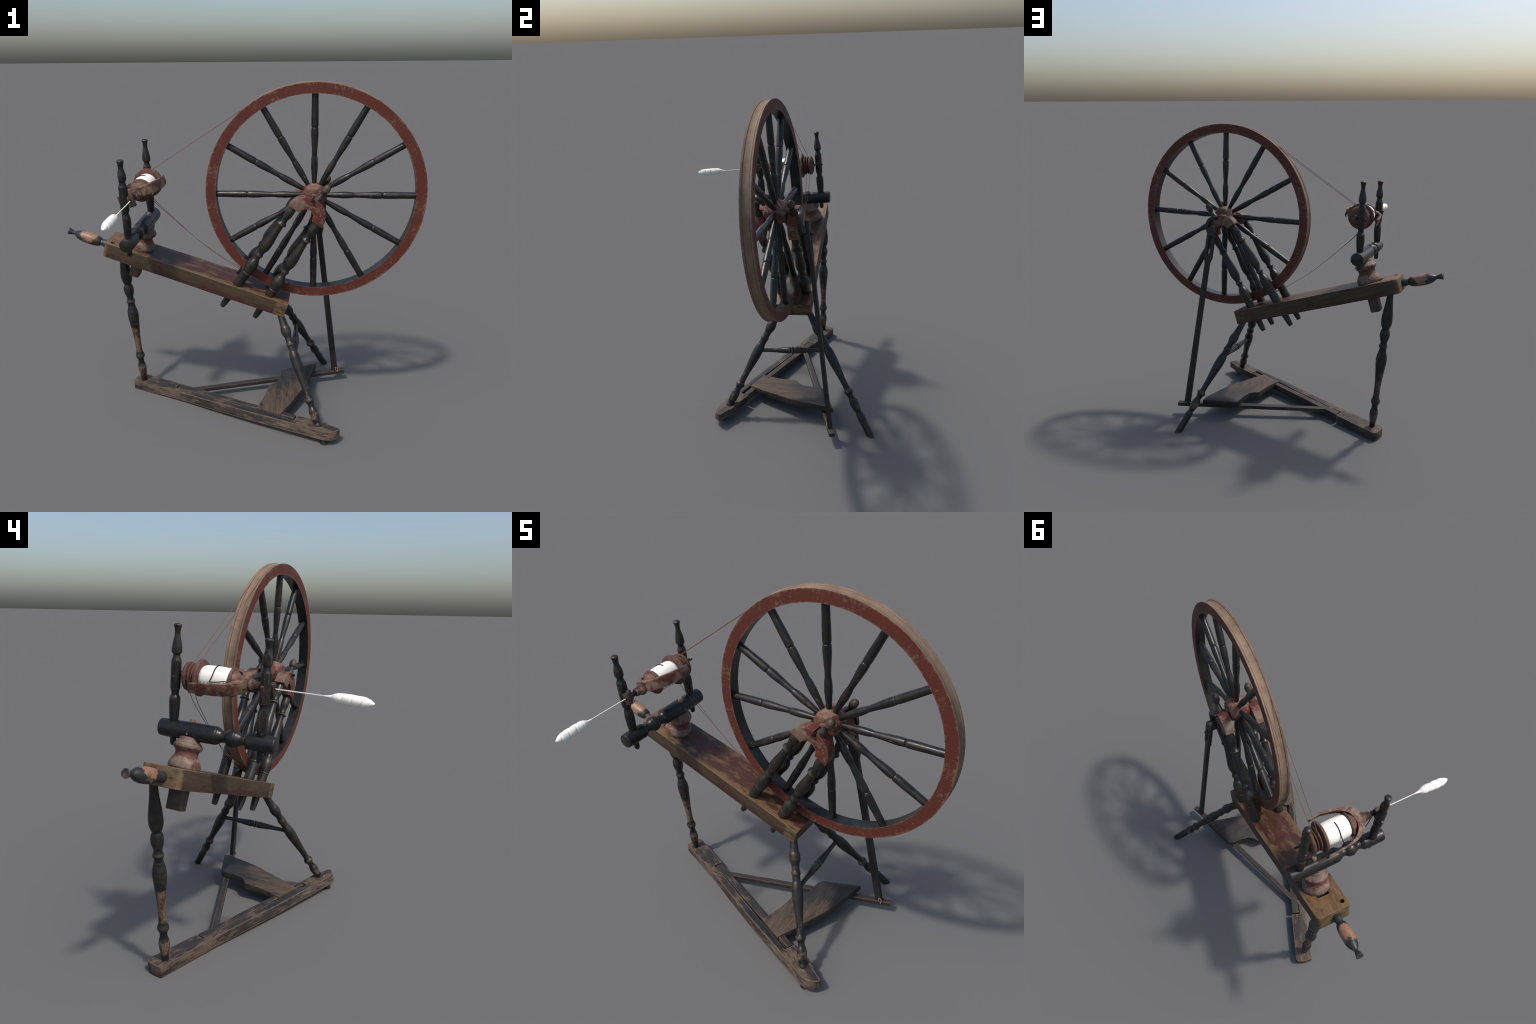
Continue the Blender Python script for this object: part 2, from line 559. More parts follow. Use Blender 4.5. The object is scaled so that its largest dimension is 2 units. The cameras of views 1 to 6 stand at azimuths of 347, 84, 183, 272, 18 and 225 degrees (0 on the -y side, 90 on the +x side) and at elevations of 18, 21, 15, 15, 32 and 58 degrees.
def boolean_cut(me, cutters):
    """subtract helper meshes (already in the same local frame)"""
    ob = bpy.data.objects.new("tmp", me); COL.objects.link(ob)
    hs = []
    for c in cutters:
        h = bpy.data.objects.new("cut", c); COL.objects.link(h); hs.append(h)
        md = ob.modifiers.new("b", 'BOOLEAN'); md.operation = 'DIFFERENCE'; md.object = h; md.solver = 'EXACT'
    dg = bpy.context.evaluated_depsgraph_get()
    res = bpy.data.meshes.new_from_object(ob.evaluated_get(dg))
    nm = me.name
    for h in hs + [ob]:
        bpy.data.objects.remove(h)
    res.name = nm
    res.materials.clear()
    res.polygons.foreach_set("use_smooth", [True] * len(res.polygons))
    res.set_sharp_from_angle(angle=math.radians(30))
    return res

# ------------------------------------------------------------------ the leaning frame of the wheel
C = V((.4034, -.062, 1.3777))                        # wheel centre
NRM = V((-.3486, -.9352, -.0628)).normalized()       # wheel axis, towards the spinner
WX = V((-NRM.y, NRM.x, 0)).normalized()
WX = WX if WX.x > 0 else -WX
WY = -NRM
WZ = WX.cross(WY)
WHEEL = axes(C, WX, WY)

def W(x, y, z):
    """wheel frame to world: x right, y away, z up"""
    return C + WX * x + WY * y + WZ * z

# ------------------------------------------------------------------ drive wheel
R_OUT, R_IN, HALF = .6212, .5622, .0312

def make_rim():
    g = .019
    prof = [(R_IN, -HALF), (R_OUT - .0015, -HALF), (R_OUT, -HALF + .0015), (R_OUT - .0015, -.0235), (R_OUT - .003, -g - .0016),
            (R_OUT - .0075, -g), (R_OUT - .0048, -g + .0016), (R_OUT - .008, -.008), (R_OUT - .0085, 0), (R_OUT - .008, .008),
            (R_OUT - .0048, g - .0016), (R_OUT - .0075, g), (R_OUT - .003, g + .0016), (R_OUT - .0015, .0235),
            (R_OUT, HALF - .0015), (R_OUT - .0015, HALF), (R_IN, HALF), (R_IN, .012), (R_IN, -.012)]
    # 0 red sides, 1 tread wood, 2 black inside
    mat = [0] + [1] * 14 + [0] + [2, 2, 2]
    seg = 240
    bm = bmesh.new()
    rings = []
    for k in range(seg):
        th = 2 * math.pi * k / seg
        c, s = math.cos(th), math.sin(th)
        w = .0012 * mnoise.noise(V((c * 2.2, s * 2.2, .3)))
        ring = []
        for i, (r, y) in enumerate(prof):
            if 1 <= i <= 15:
                r += w + .0004 * mnoise.noise(V((c * 25, s * 25, y * 60)))
            ring.append(bm.verts.new((r * c, y, r * s)))
        rings.append(ring)
    n = len(prof)
    for k in range(seg):
        a, b = rings[k], rings[(k + 1) % seg]
        for i in range(n):
            f = bm.faces.new((a[i], a[(i + 1) % n], b[(i + 1) % n], b[i]))
            f.material_index = mat[i]
    bmesh.ops.recalc_face_normals(bm, faces=bm.faces)
    me = bpy.data.meshes.new("drive_wheel")
    bm.to_mesh(me); bm.free()
    me.polygons.foreach_set("use_smooth", [True] * len(me.polygons))
    me.set_sharp_from_angle(angle=math.radians(40))
    return me

wheel = add("drive_wheel", make_rim(), ['rim', 'tread', 'rimblack'], WHEEL)

hub_pts = [(-.060, .0001), (-.060, .019), (-.060, .019), (-.0575, .0205), (-.0575, .0205), (-.0575, .0205), (-.0585, .024), (-.0585, .024),
           (-.0585, .0545), (-.0565, .057), (-.0565, .0575), (-.05, .061), (-.032, .066), (-.014, .0695), (0, .0705)]
def hub_profile():
    half = [(.072, .0001), (.072, .017), (.060, .019), (.0575, .0215), (.0585, .026), (.0585, .052), (.056, .0565),
            (.048, .0605), (.03, .0655), (.012, .0692), (0, .0702)]
    return [(-z, r) for z, r in half] + [(z, r) for z, r in half[-2::-1]]
hub = add("hub", lathe("hub", hub_profile(), 48, raw=True), 'hub', WHEEL @ Matrix.Rotation(math.radians(-90), 4, 'X'), wheel)

spoke_pts = [(.060, .0112), (.0706, .0118), (.1268, .0158), (.1666, .0181), (.206, .0167), (.2295, .0136), (.2645, .0148),
             (.3107, .0178), (.3489, .0195), (.3736, .0186), (.3785, .0176), (.3811, .0152), (.3837, .0172), (.389, .0186), (.4019, .0192), (.4356, .0191),
             (.4912, .0179), (.557, .0170), (.566, .0169)]
spoke_me = lathe("spoke", [(z, r * 1.03) for z, r in spoke_pts], 28)
for k in range(12):
    a = math.radians(90.7 + 30 * k) + random.uniform(-.004, .004)
    d = WX * math.cos(a) + WZ * math.sin(a)
    mw = frame(C, d, WY) @ Matrix.Rotation(random.uniform(0, 6.28), 4, 'Z')
    me = spoke_me if k else spoke_me
    ob = add("spoke", me, [] if k else 'spoke', mw, wheel)

axle_me = tube("axle", [(0, -.142, 0), (0, .142, 0)], .0078, 16)
add("axle", axle_me, 'iron', WHEEL, wheel)
# sickle-shaped crank on the far side and its pin
cr = spline([(0, 0, 0), (.034, 0, -.008), (.056, 0, -.036), (.06, 0, -.07), (.044, 0, -.108), (.012, 0, -.132)], 6)
def crank_mesh():
    bm = bmesh.new()
    rings = []
    n = len(cr)
    for i, p in enumerate(cr):
        t = (cr[min(i + 1, n - 1)] - cr[max(i - 1, 0)]).normalized()
        s = V((t.z, 0, -t.x))
        w = .0115 if i < n - 4 else .0115 - .0015 * (i - n + 4)
        rings.append([bm.verts.new(p + s * w * a + V((0, b, 0))) for a, b in ((-1, .130), (1, .130), (1, .150), (-1, .150))])
    for a, b in zip(rings, rings[1:]):
        for k in range(4):
            bm.faces.new((a[k], a[(k + 1) % 4], b[(k + 1) % 4], b[k]))
    bm.faces.new(rings[0]); bm.faces.new(rings[-1])
    return finish(bm, "crank", .003)
crank = add("crank", crank_mesh(), 'plate', WHEEL, wheel)
pin_me = lathe("crank_pin", [(.12, .006), (.188, .006), (.188, .009), (.196, .009), (.21, .002)], 16, raw=True)
add("crank_pin", pin_me, 'iron', axes(W(.010, 0, -.132), WX, -WZ), wheel)

# ------------------------------------------------------------------ bench
BL = V((-.741, .3800, 1.0875)); BR = V((.2925, .0200, .7372))
BX = (BR - BL).normalized()
BENCH = axes(BL, BX, WY)
BLEN = (BR - BL).length
TH = .0915
bw0, bw1 = .0940, .1235

def bench_local(p): return BENCH.inverted() @ V(p)

def make_bench():
    out = round_corners([(-.006, -bw0 - .006), (BLEN, -bw1), (BLEN, bw1), (-.006, bw0 + .005)], [.028, .006, .006, .024], 6)
    out = densify(out, .05)
    bm = prism_bm(out, -TH, 0)
    me = finish(bm, "bench", .005, jitter=.0012, scale=7, segs=3)
    h = bench_local((-.732, .304, 1.076))
    hole = lathe("c", [(-.3, .0135), (.1, .0135)], 24, raw=True)
    hole.transform(Matrix.Translation((h.x, h.y, 0)))
    ax = bench_local((-.556, .3125, 1.06))
    slot = prism_bm(round_corners([(ax.x - .085, ax.y - .036), (ax.x + .045, ax.y - .036), (ax.x + .045, ax.y + .036), (ax.x - .085, ax.y + .036)], .006), -.3, .1)
    bmesh.ops.recalc_face_normals(slot, faces=slot.faces)
    sl = bpy.data.meshes.new("c2"); slot.to_mesh(sl); slot.free()
    me = boolean_cut(me, [hole, sl])
    return me

bench_me = make_bench()
bench_me.materials.append(M['btop']); bench_me.materials.append(M['bside'])
for p in bench_me.polygons:
    p.material_index = 0 if p.normal.z > .6 and p.center.z > -.02 else 1
bench = add("bench", bench_me, [], BENCH)

# handle peg on the low end
p0, p1 = V((-.771, .383, 1.045)), V((-.987, .474, 1.117))
pd = (p1 - p0).normalized()
peg_pts = [(0, .023), (.035, .0236), (.052, .0205), (.066, .0185), (.0685, .0225), (.083, .0285), (.108, .0328), (.135, .0343),
           (.17, .0335), (.2, .0290), (.222, .0205), (.2355, .0122), (.2405, .0108), (.252, .0125), (.264, .0155), (.2770, .0194), (.2795, .018), (.281, .0001)]
add("tension_handle", lathe("tension_handle", [(z, r * 1.04) for z, r in peg_pts], 40), 'peg', frame(p0 - pd * .031, pd, (0, 0, 1)), bench)

# ------------------------------------------------------------------ legs
leg_head = [(.0, .018), (.0494, .0207), (.0852, .0239), (.1186, .0285), (.1494, .0322), (.1748, .0347), (.1976, .0349), (.2175, .0322),
            (.2347, .0267), (.2455, .0221), (.2477, .0213), (.25, .0225), (.2607, .0268), (.2753, .0303), (.2898, .0311), (.3073, .0288), (.3219, .0248), (.3397, .0201), (.3516, .0214),
            (.361, .0262), (.366, .0271), (.371, .026), (.3768, .0229), (.3813, .0221), (.397, .0221), (.4005, .0236), (.4112, .0258), (.4232, .0289),
            (.4385, .0325), (.46, .0343), (.4852, .0332), (.5194, .0297), (.5712, .0252), (.6238, .0211), (.6768, .0192), (.7126, .0193),
            (.735, .0215), (.748, .0268), (.7565, .0291), (.766, .028), (.7735, .0245), (.7834, .0198), (.7961, .0181), (.8108, .019), (.8257, .0242), (.8479, .0272),
            (.874, .0250), (.8965, .0217), (.923, .0183), (.958, .0172), (.975, .017)]
l0 = V((-.605, .419, .05)); ld = V((-.08442, .01763, .99627)).normalized()
ltop = l0 + ld * ((1.0 - l0.z) / ld.z)
add("leg", lathe("leg", leg_head, 36), 'leg', frame(ltop, -ld, (1, 0, 0)))

back_leg = [(0, .0175), (.0602, .0206), (.1016, .0234), (.104, .0226), (.108, .0246), (.1246, .0292), (.143, .0299), (.1658, .0244), (.1796, .0203), (.2026, .0205),
            (.2155, .0242), (.2235, .0253), (.229, .0238), (.2348, .0212), (.2640, .0212), (.2675, .0226), (.2759, .0252), (.2988, .0290), (.3401, .0296), (.3859, .0264),
            (.4317, .0225), (.4774, .019), (.523, .0180), (.545, .0192), (.5560, .0268), (.5635, .0282), (.571, .0262), (.5802, .0200), (.6007, .0174), (.6235, .0242),
            (.6464, .0264), (.6691, .0240)]
r1a, r1b = V((.20773, -.02793, .68)), V((.3520, -.4120, .06))
r1 = back_leg + [(.6918, .0198), (.7, .0178), (.706, .0195), (.714, .0208), (.724, .0205), (.733, .0205), (.765, .0215), (.79, .0225), (.86, .0225)]
rd = (r1b - r1a).normalized()
def sawn_leg(name, pts, mw):
    """turned leg whose foot is sawn off level with the floor"""
    me = lathe(name, pts, 36)
    bm = bmesh.new(); bm.from_mesh(me); bpy.data.meshes.remove(me)
    inv = mw.inverted()
    bmesh.ops.bisect_plane(bm, geom=bm.verts[:] + bm.edges[:] + bm.faces[:], plane_co=inv @ V((0, 0, .0008)), plane_no=inv.to_3x3() @ V((0, 0, -1)), clear_outer=True)
    bmesh.ops.holes_fill(bm, edges=[e for e in bm.edges if e.is_boundary])
    me = bpy.data.meshes.new(name); bm.to_mesh(me); bm.free()
    me.set_sharp_from_angle(angle=math.radians(50))
    return me
mw = frame(r1a, rd, (1, 0, 0))
add("leg", sawn_leg("leg_b", r1, mw), 'leg_b', mw)
r2a, r2b = V((.2645, .1375, .678)), V((.6865, .4420, 0))
rd2 = (r2b - r2a).normalized()
r2 = back_leg + [(.688, .0192), (.698, .0172), (.702, .0170), (.706, .0188), (.722, .0222), (.74, .0233), (.78, .0222), (.826, .0213), (.90, .0205)]
mw = frame(r2a, rd2, (1, 0, 0))
add("leg", sawn_leg("leg_c", r2, mw), 'leg_b', mw)

s0, s1 = V((.267, -.187, .42)), V((.402, .235, .452))
st = [(0, .0105), (.1, .0128), (.16, .0178), (.195, .0203), (.209, .0192), (.214, .0145), (.2155, .0165), (.218, .0216), (.2225, .0225), (.227, .0216), (.2295, .0165), (.231, .0145),
      (.236, .0192), (.25, .0203), (.285, .0178), (.345, .0128), (.446, .0105)]
add("stretcher", lathe("stretcher", st, 28), 'black', frame(s0, s1 - s0, (0, 0, 1)))

# ------------------------------------------------------------------ wheel posts, arched caps, finials
AC = (-.043, -.092)                      # arch centre in the wheel plane
AU = (.83, -.556)                        # along the flat underside
AV = (.556, .83)
AO, AI = .1125, .0435

post_top = [(-.015, .0190), (0, .0198), (.025, .0232), (.045, .0242), (.058, .0232), (.07, .0205), (.088, .0178), (.096, .0180), (.106, .0205), (.115, .0262), (.1195, .0283), (.1225, .0276), (.1245, .0215), (.127, .0197),
            (.14, .0193), (.17, .0206), (.21, .0244), (.25, .0289), (.277, .0304), (.297, .0293), (.315, .0245), (.328, .0198), (.336, .0186), (.342, .0192), (.35, .0218), (.3565, .0236), (.3605, .0234), (.363, .0205), (.367, .0179),
            (.376, .0174), (.386, .0187), (.402, .0264), (.425, .0338), (.440, .0350), (.46, .0338), (.485, .0296), (.4875, .0288), (.490, .0302), (.4945, .0304), (.4965, .0288), (.499, .0282)]
def post_profile(L, base):
    return post_top + [(base, .0284), (base + .012, .0278), (base + .085, .0226), (L - .008, .0155), (L, .0135)]
pA_tip, pA_top = (-.542, -.692), (-.110, -.047)
pB_tip, pB_top = (-.342, -.759), (.024, -.137)
for (tip, top, base, tag) in ((pA_tip, pA_top, .588, 'a'), (pB_tip, pB_top, .540, 'b')):
    L = math.dist(tip, top)
    me = lathe("wheel_post", post_profile(L, base), 36)
    for i, y in enumerate((-.097, .097)):
        o = W(top[0], y, top[1])
        d = W(tip[0], y * .77, tip[1]) - o
        add("wheel_post", me, [] if i else 'post', frame(o, d, WY) @ Matrix.Rotation(i * 2.2, 4, 'Z'))

def arch_mesh():
    pts = []
    n = 36
    for k in range(n + 1):
        a = math.pi * k / n
        x, v = AO * math.cos(a), AO * math.sin(a)
        pts.append((x, v))
    for k in range(n + 1):
        a = math.pi * (1 - k / n)
        pts.append((AI * math.cos(a), AI * math.sin(a)))
    # slot for the axle, cut into the crown towards the wheel centre
    dirx, dirv = -AC[0] * AU[0] - AC[1] * AU[1], -AC[0] * AV[0] - AC[1] * AV[1]
    sa = math.atan2(dirv, dirx); rr = math.hypot(dirx, dirv)
    out = []
    done = False
    for i, (x, v) in enumerate(pts):
        if i <= n:
            a = math.atan2(v, x)
            if abs(a - sa) < .115:
                if not done:
                    done = True
                    for (q, rad) in ((-1, AO), (-1, rr - .006), (-.6, rr - .014), (.6, rr - .014), (1, rr - .006), (1, AO)):
                        off = q * .0092
                        cx, sx = math.cos(sa), math.sin(sa)
                        out.append((cx * rad - sx * off, sx * rad + cx * off))
                continue
        out.append((x, v))
    w = [(AC[0] + AU[0] * x + AV[0] * v, AC[1] + AU[1] * x + AV[1] * v) for x, v in out]
    bm = bmesh.new()
    lo = [bm.verts.new((x, -.03, z)) for x, z in w]
    hi = [bm.verts.new((x, .03, z)) for x, z in w]
    N = len(w)
    bm.faces.new(lo); bm.faces.new(hi[::-1])
    for i in range(N):
        bm.faces.new((lo[i], lo[(i + 1) % N], hi[(i + 1) % N], hi[i]))
    return finish(bm, "arched_cap", .0022)
arch_me = arch_mesh()
egg = [(-.01, .016), (0, .0190), (.004, .0218), (.012, .0222), (.022, .0203), (.036, .0166), (.050, .0126), (.0545, .0120), (.059, .0130), (.067, .0178), (.080, .0212), (.094, .0202), (.107, .0144), (.114, .0070), (.1165, .0005)]
egg_me = lathe("finial", egg, 28)
ed2 = V((.593, .805))
for i, y in enumerate((-.097, .097)):
    cap = add("arched_cap", arch_me, [] if i else 'arc', WHEEL @ Matrix.Translation((0, y, 0)))
    o = W(AC[0] + ed2.x * .103, y * 1.04, AC[1] + ed2.y * .103)
    add("finial", egg_me, [] if i else 'post', frame(o, WX * ed2.x + WZ * ed2.y, WY), cap)

# ------------------------------------------------------------------ mother-of-all: pedestal, crossbar, maidens
q0, q1 = V((-.615, .352, .845)), V((-.506, .280, 1.250))
qd = (q1 - q0).normalized()
PED = frame(q0, qd, WY)
qi = PED.inverted()
ped_z = bench_local  # noqa
# height of the bench top along the pedestal axis
bt = ((BL - q0).dot(BENCH.to_3x3().col[2])) / qd.dot(BENCH.to_3x3().col[2])
ped_pts = [(.186, .0001), (.186, .064), (.1925, .0722), (.1995, .0757), (.208, .0762), (.2190, .0745), (.229, .0702), (.2428, .0612), (.253, .0550), (.2615, .0528), (.268, .0530), (.2752, .0556),
           (.281, .0600), (.2855, .0645), (.290, .0674), (.2955, .0684), (.3005, .0683), (.304, .0666), (.306, .0640), (.3110, .0598), (.3215, .0505), (.3245, .0480), (.336, .0468), (.345, .0001)]
ped = add("pedestal", lathe("pedestal", ped_pts, 48), 'ped', PED)
bm = prism_bm(round_corners([(-.0445, -.033), (.0445, -.033), (.0445, .033), (-.0445, .033)], .018, 4), 0, bt + .01)
for v in bm.verts:
    k = 1 - .06 * (1 - v.co.z / bt)
    v.co.x *= k; v.co.y *= k
add("stem", finish(bm, "stem", .004), 'stem', PED, ped)
tz = (q1 - q0).length
add("dowel", lathe("dowel", [(bt + .1, .0125), (tz - .006, .0128), (tz - .001, .0115), (tz, .006)], 20), 'dowel', PED, ped)

c0, c1 = V((-.660, -.099, 1.167)), V((-.471, .433, 1.204))
bar_pts = [(-.002, .0345), (.0, .0368), (.0207, .0378), (.0728, .0389), (.099, .0389), (.1174, .0386), (.1305, .0342), (.1395, .0256), (.1412, .0240), (.143, .0247), (.1523, .0238), (.165, .0266), (.176, .0328), (.184, .0366), (.1882, .0374), (.1892, .0396),
           (.194, .0408), (.2025, .0408), (.212, .0394), (.2196, .0372), (.2306, .0301), (.2345, .0270), (.2359, .0258), (.239, .0262), (.247, .0256), (.256, .0272), (.266, .0326), (.2735, .0364), (.2775, .0370), (.2785, .0392),
           (.284, .0413), (.2925, .0418), (.3163, .0421), (.3725, .0428), (.4585, .0423), (.561, .0405), (.568, .0395), (.570, .036)]
bar = add("crossbar", lathe("crossbar", bar_pts, 44), 'bar', frame(c0, c1 - c0, (0, 0, 1)))
# side pin that locks the bar on the pedestal, seen on both sides
bc = c0 + (c1 - c0).normalized() * ((q1 - c0).dot((c1 - c0).normalized()))
side = (c1 - c0).normalized().cross(V((0, 0, 1))).normalized()
add("lock_pin", tube("lock_pin", [bc - side * .0445 - V((0, 0, .004)), bc + side * .0445 - V((0, 0, .004))], .0048, 12), 'dowel', None, bar)

maidA = [(-.006, .0001), (-.0055, .006), (-.0045, .012), (-.001, .0168), (.0035, .0182), (.0085, .0172), (.0202, .0150), (.0366, .0132), (.0476, .0147), (.0643, .0197), (.0782, .0228), (.092, .0235), (.1032, .0218), (.111, .0176),
         (.114, .0160), (.117, .0164), (.1254, .0178), (.1368, .0222), (.1405, .0240), (.144, .0244), (.1765, .0246), (.2336, .0243), (.265, .0240), (.272, .0225), (.2798, .0183), (.2886, .0178), (.2974, .0199), (.315, .0240), (.3355, .0250),
         (.365, .0237), (.3947, .0217), (.4097, .0192), (.425, .0155), (.515, .0140), (.526, .0125), (.532, .009)]
A0, A1 = V((-.656, -.062, 1.618)), V((-.645, -.036, 1.205))
def flats_A(th, z, r):
    # worked flats facing the low end of the bench, eight-sided middle
    if .139 < z < .268:
        a = (th + math.pi / 8) % (math.pi / 4) - math.pi / 8
        r = min(r, .0232 / math.cos(a))
    c = math.cos(th)
    if c > .3 and (.062 < z < .108 or .285 < z < .40):
        r = min(r, .0190 / c)
    return r
postA = add("maiden", lathe("maiden", maidA, 48, shape=flats_A), 'black', frame(A0, A1 - A0, (-1, -.12, 0)), bar)
maidB = [(-.006, .0001), (-.005, .008), (-.001, .0160), (.0025, .0184), (.0055, .0175), (.0105, .0158), (.0249, .0128), (.0395, .0121), (.0511, .0138), (.0687, .0174), (.0862, .0208), (.1038, .0232), (.1156, .0234), (.1244, .0206),
         (.1295, .0158), (.132, .0153), (.1422, .0168), (.152, .0206), (.1575, .0222), (.162, .0226), (.2171, .0228), (.2627, .0223), (.2841, .0216), (.290, .0186), (.2932, .0178), (.3095, .0166), (.3135, .0176), (.3178, .0218), (.3271, .0246), (.355, .0250), (.3862, .0234),
         (.4176, .0212), (.4271, .0195), (.445, .015), (.530, .0138), (.542, .0122), (.548, .009)]
B0, B1 = V((-.504, .345, 1.669)), V((-.492, .374, 1.240))
postB = add("maiden", lathe("maiden_b", maidB, 40), 'black', frame(B0, B1 - B0, (-1, -.12, 0)), bar)

# ------------------------------------------------------------------ flyer
O0, O1 = V((-.616, -.082, 1.410)), V((-.457, .381, 1.448))
FA = (O1 - O0).normalized()
FH = V((.192, -.068, .059)); FH = (FH - FA * FH.dot(FA)).normalized()
FLY = axes(O0, FA, -FH)          # x along the spindle, y towards the low end, z up
# outlines as (t along spindle, h sideways towards the wheel)
outer = [(.362, .100), (.320, .108), (.281, .1085), (.224, .100), (.159, .0810), (.130, .0610), (.113, .0340), (.106, 0), (.112, -.034), (.130, -.0630),
         (.166, -.0860), (.190, -.0950), (.238, -.1040), (.300, -.1095), (.358, -.1120)]
inner = [(.356, .0915), (.320, .0975), (.288, .0965), (.218, .0820), (.183, .0650), (.160, .0430), (.150, .0120), (.147, -.0120), (.152, -.0370), (.170, -.0620),
         (.197, -.0800), (.240, -.0925), (.300, -.0985), (.352, -.1015)]
def fork_mesh():
    o = [V((a, b)) for a, b in outer]; i = [V((a, b)) for a, b in inner]
    def resample(p, n):
        q = spline([(a.x, a.y, 0) for a in p], 8)
        L = [0]
        for a, b in zip(q, q[1:]): L.append(L[-1] + (b - a).length)
        out = []
        for k in range(n):
            s = L[-1] * k / (n - 1)
            j = min(max(np.searchsorted(L, s) - 1, 0), len(q) - 2)
            out.append(q[j].lerp(q[j + 1], (s - L[j]) / max(L[j + 1] - L[j], 1e-9)))
        return out
    n = 49
    oo, ii = resample(o, n), resample(i, n)
    bm = bmesh.new()
    rings = []
    for k in range(n):
        u = abs(k / (n - 1) - .5) * 2
        top = .0285 - .010 * u ** 2 + .006 * (1 - u) ** 2
        bot = -.016 - .013 * min(1, u * 2.2)
        a, b = oo[k], ii[k]
        rings.append([bm.verts.new((p.x, -p.y, z)) for p, z in ((a, bot), (a, top), (b, top), (b, bot))])
    for a, b in zip(rings, rings[1:]):
        for q in range(4):
            bm.faces.new((a[q], a[(q + 1) % 4], b[(q + 1) % 4], b[q]))
    bm.faces.new(rings[0]); bm.faces.new(rings[-1][::-1])
    return finish(bm, "flyer", .0022)
flyer = add("flyer", fork_mesh(), 'fly', FLY)
ROTX = Matrix.Rotation(math.radians(90), 4, 'Y')      # lathe z -> spindle axis
SPIN = FLY @ ROTX
collar = [(.058, .012), (.0585, .0185), (.062, .0198), (.075, .0215), (.09, .0255), (.094, .0275), (.096, .029), (.1, .030), (.106, .030), (.115, .024)]
add("collar", lathe("collar", collar, 28), 'fly', SPIN, flyer)
add("spindle", lathe("spindle", [(-.004, .0045), (-.004, .0135), (.012, .0135), (.014, .010), (.03, .010), (.036, .0135), (.044, .0135), (.048, .010), (.06, .011), (.062, .0055), (.49, .0052), (.492, .003)], 20, raw=True), 'iron', SPIN, flyer)
bob = [(.143, .006), (.1435, .016), (.1465, .0255), (.153, .0350), (.162, .0428), (.171, .0485), (.178, .0520), (.1790, .0526), (.1800, .0580), (.183, .0635), (.188, .0655), (.192, .0640), (.194, .05), (.196, .03), (.33, .03), (.336, .05), (.3375, .0790),
       (.341, .0830), (.350, .0830), (.3535, .0795), (.357, .055), (.360, .046), (.3625, .055), (.3645, .0635), (.3685, .0645), (.3725, .0600), (.376, .048), (.378, .044), (.3805, .052), (.383, .0600), (.386, .0620), (.389, .0595), (.392, .048), (.3945, .045), (.397, .055), (.399, .0640),
       (.4045, .0658), (.411, .0640), (.417, .0575), (.423, .0440), (.4265, .030), (.4275, .022), (.430, .014), (.431, .005)]
bobbin = add("bobbin", lathe("bobbin", bob, 48), 'bobbin', SPIN, flyer)
yarn = [(.192, .03), (.1925, .0480), (.195, .0530), (.200, .0570), (.21, .0596), (.26, .0618), (.31, .0602), (.325, .0578), (.3325, .0535), (.3365, .0480), (.337, .03)]
add("wound_yarn", lathe("wound_yarn", yarn, 56), 'yarn', SPIN, flyer)

# wire hooks along the two arms (top of one, underside of the other)
def hook(p, s, side):
    pts = [V((0, 0, -.006)), V((0, 0, .004)), V((0, side * .0016, .008)), V((0, side * .0052, .0095)), V((0, side * .008, .007)), V((0, side * .0086, .0045))]
    return tube("h", [p + V((q.x, q.y, q.z * s)) for q in spline(pts, 3)], .0009, 5)
hooks = []
for k in range(11):
    t = .178 + k * .0172
    hy = np.interp(t, [.166, .19, .238, .30, .358], [.076, .087, .0985, .104, .107])
    top = np.interp(t, [.15, .25, .36], [.029, .0225, .0182])
    hooks.append(hook(V((t, hy, top)), 1, -1))
    t2 = .178 + k * .0172
    hy2 = np.interp(t2, [.159, .183, .224, .288, .36], [.070, .076, .0915, .1025, .096])
    hooks.append(hook(V((t2, -hy2, -.0285)), -1, 1))
hk = add("hook", join_meshes("hook", hooks), 'wire', FLY, flyer)
hk["kind"] = "stuff"

# black thread from the orifice, along the arm, over a hook and onto the bobbin
th = [(.045, .012, .000), (.075, .031, -.004), (.105, .047, -.004), (.150, .056, .010), (.193, .066, .029), (.225, .082, .030), (.258, .0950, .0305)]
th2 = [(.258, .0950, .0305), (.261, .072, .036), (.263, .048, .0455), (.2635, .026, .0585), (.2637, .0052, .0638), (.2645, -.016, .0625), (.2650, -.030, .0560)]
add("thread", tube("thread", spline(th, 6), .0022, 8), 'thread', FLY, flyer)
add("thread", tube("thread_b", spline(th2, 6), .0026, 8), 'thread', FLY, flyer)

# leather bearings
blk = box("leather_bearing", .024, .034, .060, .004, .0012)
add("leather_bearing", blk, 'leather', FLY @ Matrix.Translation((.004, 0, -.006)), flyer)
bearing_hole = lathe("orifice", [(-.0102, .009), (-.0098, .009)], 16, raw=True)
add("orifice", bearing_hole, 'thread', SPIN, flyer)
tz0 = (1.405 - A0.z) / (A1.z - A0.z)
pa = A0.lerp(A1, tz0)
add("leather_bearing", box("leather_tongue", .016, .084, .054, .003, .001), 'leather', Matrix.Translation(pa - O0 + FH * .012 + FA * .004) @ FLY, flyer)
pb = B0.lerp(B1, (1.447 - B0.z) / (B1.z - B0.z))
add("leather_bearing", box("leather_end", .012, .078, .012, .003, .001), 'leather', Matrix.Translation(pb - O0 + FH * .010) @ FLY, flyer)

